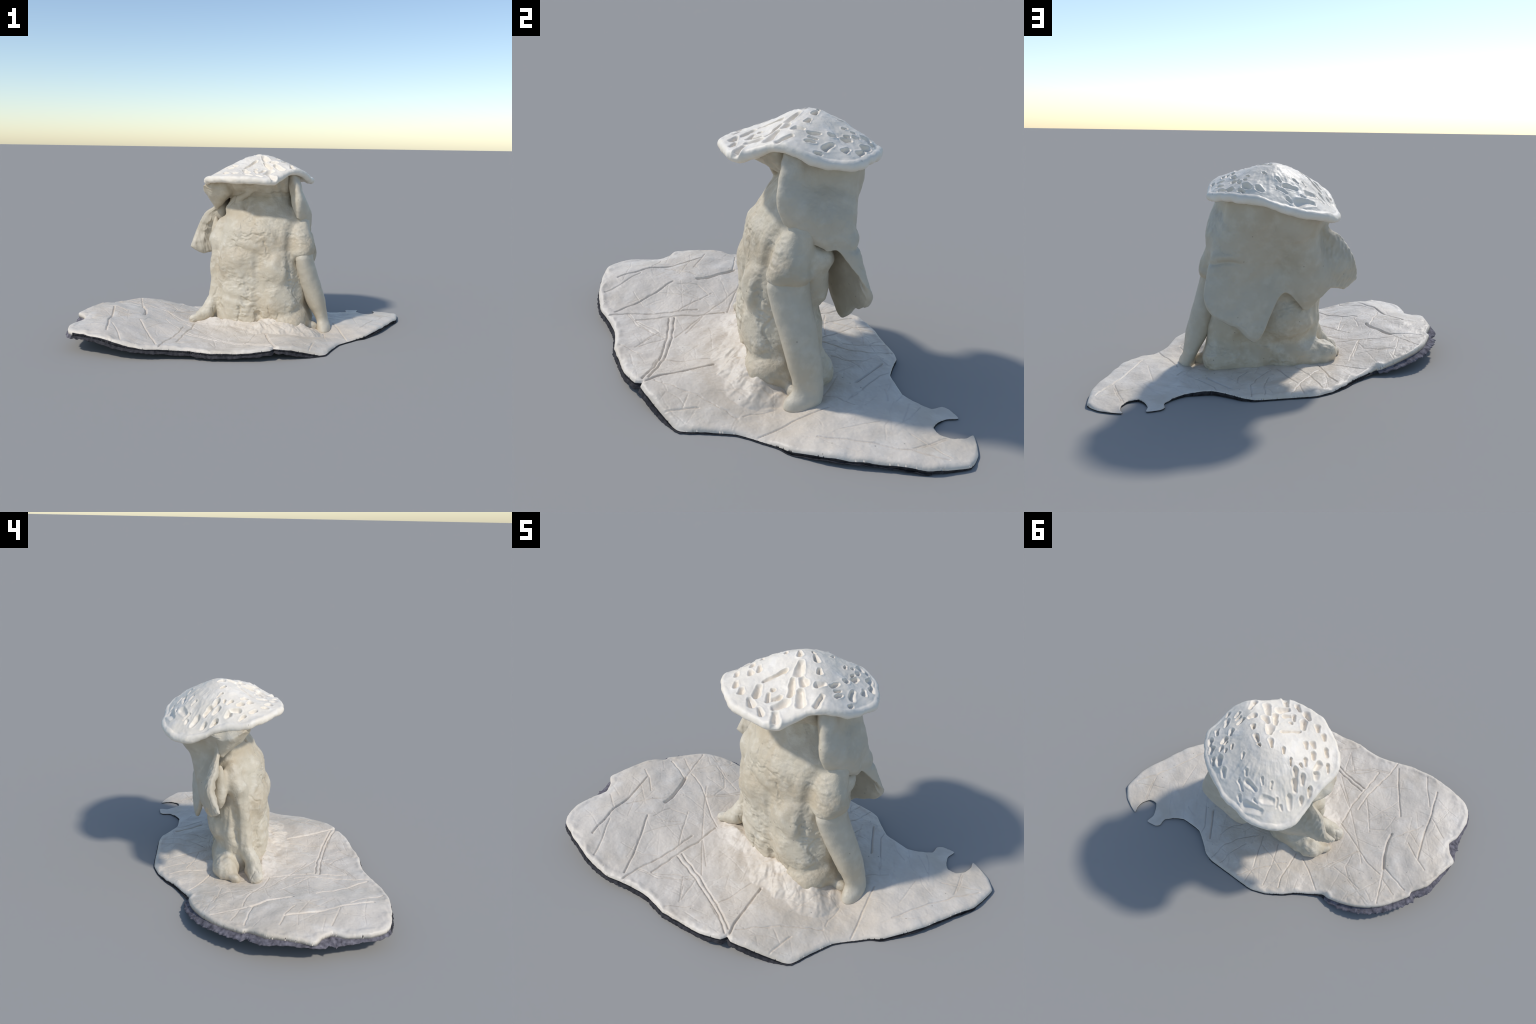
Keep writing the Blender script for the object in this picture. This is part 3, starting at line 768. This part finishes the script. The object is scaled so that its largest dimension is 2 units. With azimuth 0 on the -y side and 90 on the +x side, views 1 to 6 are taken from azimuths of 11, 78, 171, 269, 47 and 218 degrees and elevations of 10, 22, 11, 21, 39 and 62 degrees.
def build_body():
    ax = [np.arange(LO[k], HI[k], VOX) for k in range(3)]
    X, Y, Z = np.meshgrid(*ax, indexing="ij")
    parts = body_fields(X, Y, Z)
    S = parts["torso"]
    for name, k in (("leg_right", .05), ("leg_left", .04), ("arm_left", .022), ("sleeve_left", .04), ("sleeve_right", .035)):
        S = blend(S, parts[name], k)
    S[:, :, 0] = 1
    V, F = surface_nets(S)
    V = LO + V * VOX
    # relax the voxel steps
    E = np.vstack([F[:, [0, 1]], F[:, [1, 2]], F[:, [2, 3]], F[:, [3, 0]]])
    for lam in (0.5, 0.5, -0.45, 0.5):
        A, cn = np.zeros_like(V), np.zeros(len(V))
        np.add.at(A, E[:, 0], V[E[:, 1]])
        np.add.at(cn, E[:, 0], 1)
        V = V + lam * (A / np.maximum(cn, 1)[:, None] - V)
    names = list(parts)
    D = body_fields(V[:, 0], V[:, 1], V[:, 2])
    own = np.argmin(np.stack([D[n] for n in names]), 0)
    N = vertex_normals(V, F)
    # hand-worked clay: lumps, ragged scratches, little tears
    front = smooth(0.10, -0.02, V[:, 1]) * smooth(0.80, 0.70, V[:, 2])
    back_low = smooth(0.18, 0.25, V[:, 1]) * smooth(0.5, 0.4, V[:, 2])
    rough = np.clip(0.25 + 0.75 * np.maximum(front, 0.6 * back_low), 0, 1) * (0.45 + 0.55 * smooth(-0.2, 0.3, fbm(V, 7, 2, 71)))
    warp = np.stack([noise(V, 18, 90 + k) for k in range(3)], 1) * 0.012
    W = V + warp
    crumb = fbm(W * np.array([1, 1, 1.5]), 42, 3, 73)
    flakes = smooth(-0.12, 0.12, fbm(W * np.array([0.8, 0.8, 1.6]), 24, 2, 75))       # torn skin with little steps
    patch = smooth(-0.25, 0.2, fbm(V, 8, 2, 78))
    folds = smooth(0.82, 0.88, V[:, 2]) * smooth(0.2, 0.1, V[:, 1])          # strands under the brim
    disp = 0.013 * fbm(V, 6.5, 2, 72) + 0.003 * noise(V, 20, 76) + rough * patch * (0.0052 * crumb + 0.004 * (flakes - 0.5)) + 0.0008 * crumb
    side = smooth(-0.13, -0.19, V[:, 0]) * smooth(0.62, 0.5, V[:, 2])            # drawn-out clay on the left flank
    disp = disp + 0.005 * side * noise(V * np.array([1, 1, 0.28]), 30, 83)
    seams = np.abs(noise(W * np.array([1, 0.5, 0.35]), 13, 84))
    disp = disp - 0.007 * front * smooth(0.09, 0.0, seams) * smooth(-0.1, 0.3, noise(V, 7, 85))
    disp = disp + 0.010 * folds * noise(V * np.array([1, 0.4, 0.2]) + 0.25 * V[:, [2, 0, 1]], 26, 79)
    tears = np.abs(noise(W * np.array([1, 1, 1.4]), 26, 74))
    disp = disp - 0.004 * rough * smooth(0.07, 0.0, tears) * smooth(0.1, 0.45, noise(V, 10, 77))
    V = V + N * disp[:, None]
    V[:, 2] = np.maximum(V[:, 2], 0.003)
    N = vertex_normals(V, F)
    fown = own[F]
    fown = np.array([np.bincount(r, minlength=len(names)).argmax() for r in fown])
    label = {"torso": "torso", "sleeve_right": "upper_arm", "sleeve_left": "upper_arm", "arm_left": "forearm", "leg_left": "leg", "leg_right": "leg"}
    for k, n in enumerate(names):
        f = F[fown == k]
        if not len(f):
            continue
        used = np.unique(f)
        remap = np.zeros(len(V), int)
        remap[used] = np.arange(len(used))
        add_mesh(label[n], V[used], remap[f], [M_BODY], normals=N[used])

# ------------------------------------------------------------------ free-standing right forearm
FOREARM = [  # centre x, y, z, radius x, radius y
    (.375, .085, .56, .045, .070), (.380, .078, .50, .057, .086), (.386, .080, .46, .060, .086), (.403, .092, .38, .066, .082),
    (.424, .108, .30, .070, .078), (.456, .124, .20, .065, .072), (.487, .136, .12, .048, .066), (.503, .135, .075, .040, .066),
    (.514, .118, .045, .042, .078), (.518, .108, .018, .044, .080), (.518, .108, .005, .040, .074)]

def build_forearm():
    R = np.array(FOREARM)
    nv, nu = 130, 110
    L = catmull(R, np.linspace(0, len(R) - 1, nv))
    th = np.linspace(0, 2 * math.pi, nu, endpoint=False)
    V = np.stack([L[None, :, 0] + L[None, :, 3] * np.cos(th)[:, None], L[None, :, 1] + L[None, :, 4] * np.sin(th)[:, None],
                  L[None, :, 2] + 0 * th[:, None]], -1).reshape(-1, 3)
    F = grid_faces(nu, nv, wrap_u=True, flip=True)
    N = vertex_normals(V, F)
    V = V + N * (0.004 * fbm(V, 9, 2, 81) + 0.001 * fbm(V, 40, 3, 82))[:, None]
    return add_mesh("forearm", V, F, [M_CLOAK])

build_slab()
build_fringe()
build_body()
build_forearm()
build_cloak()
build_cap()
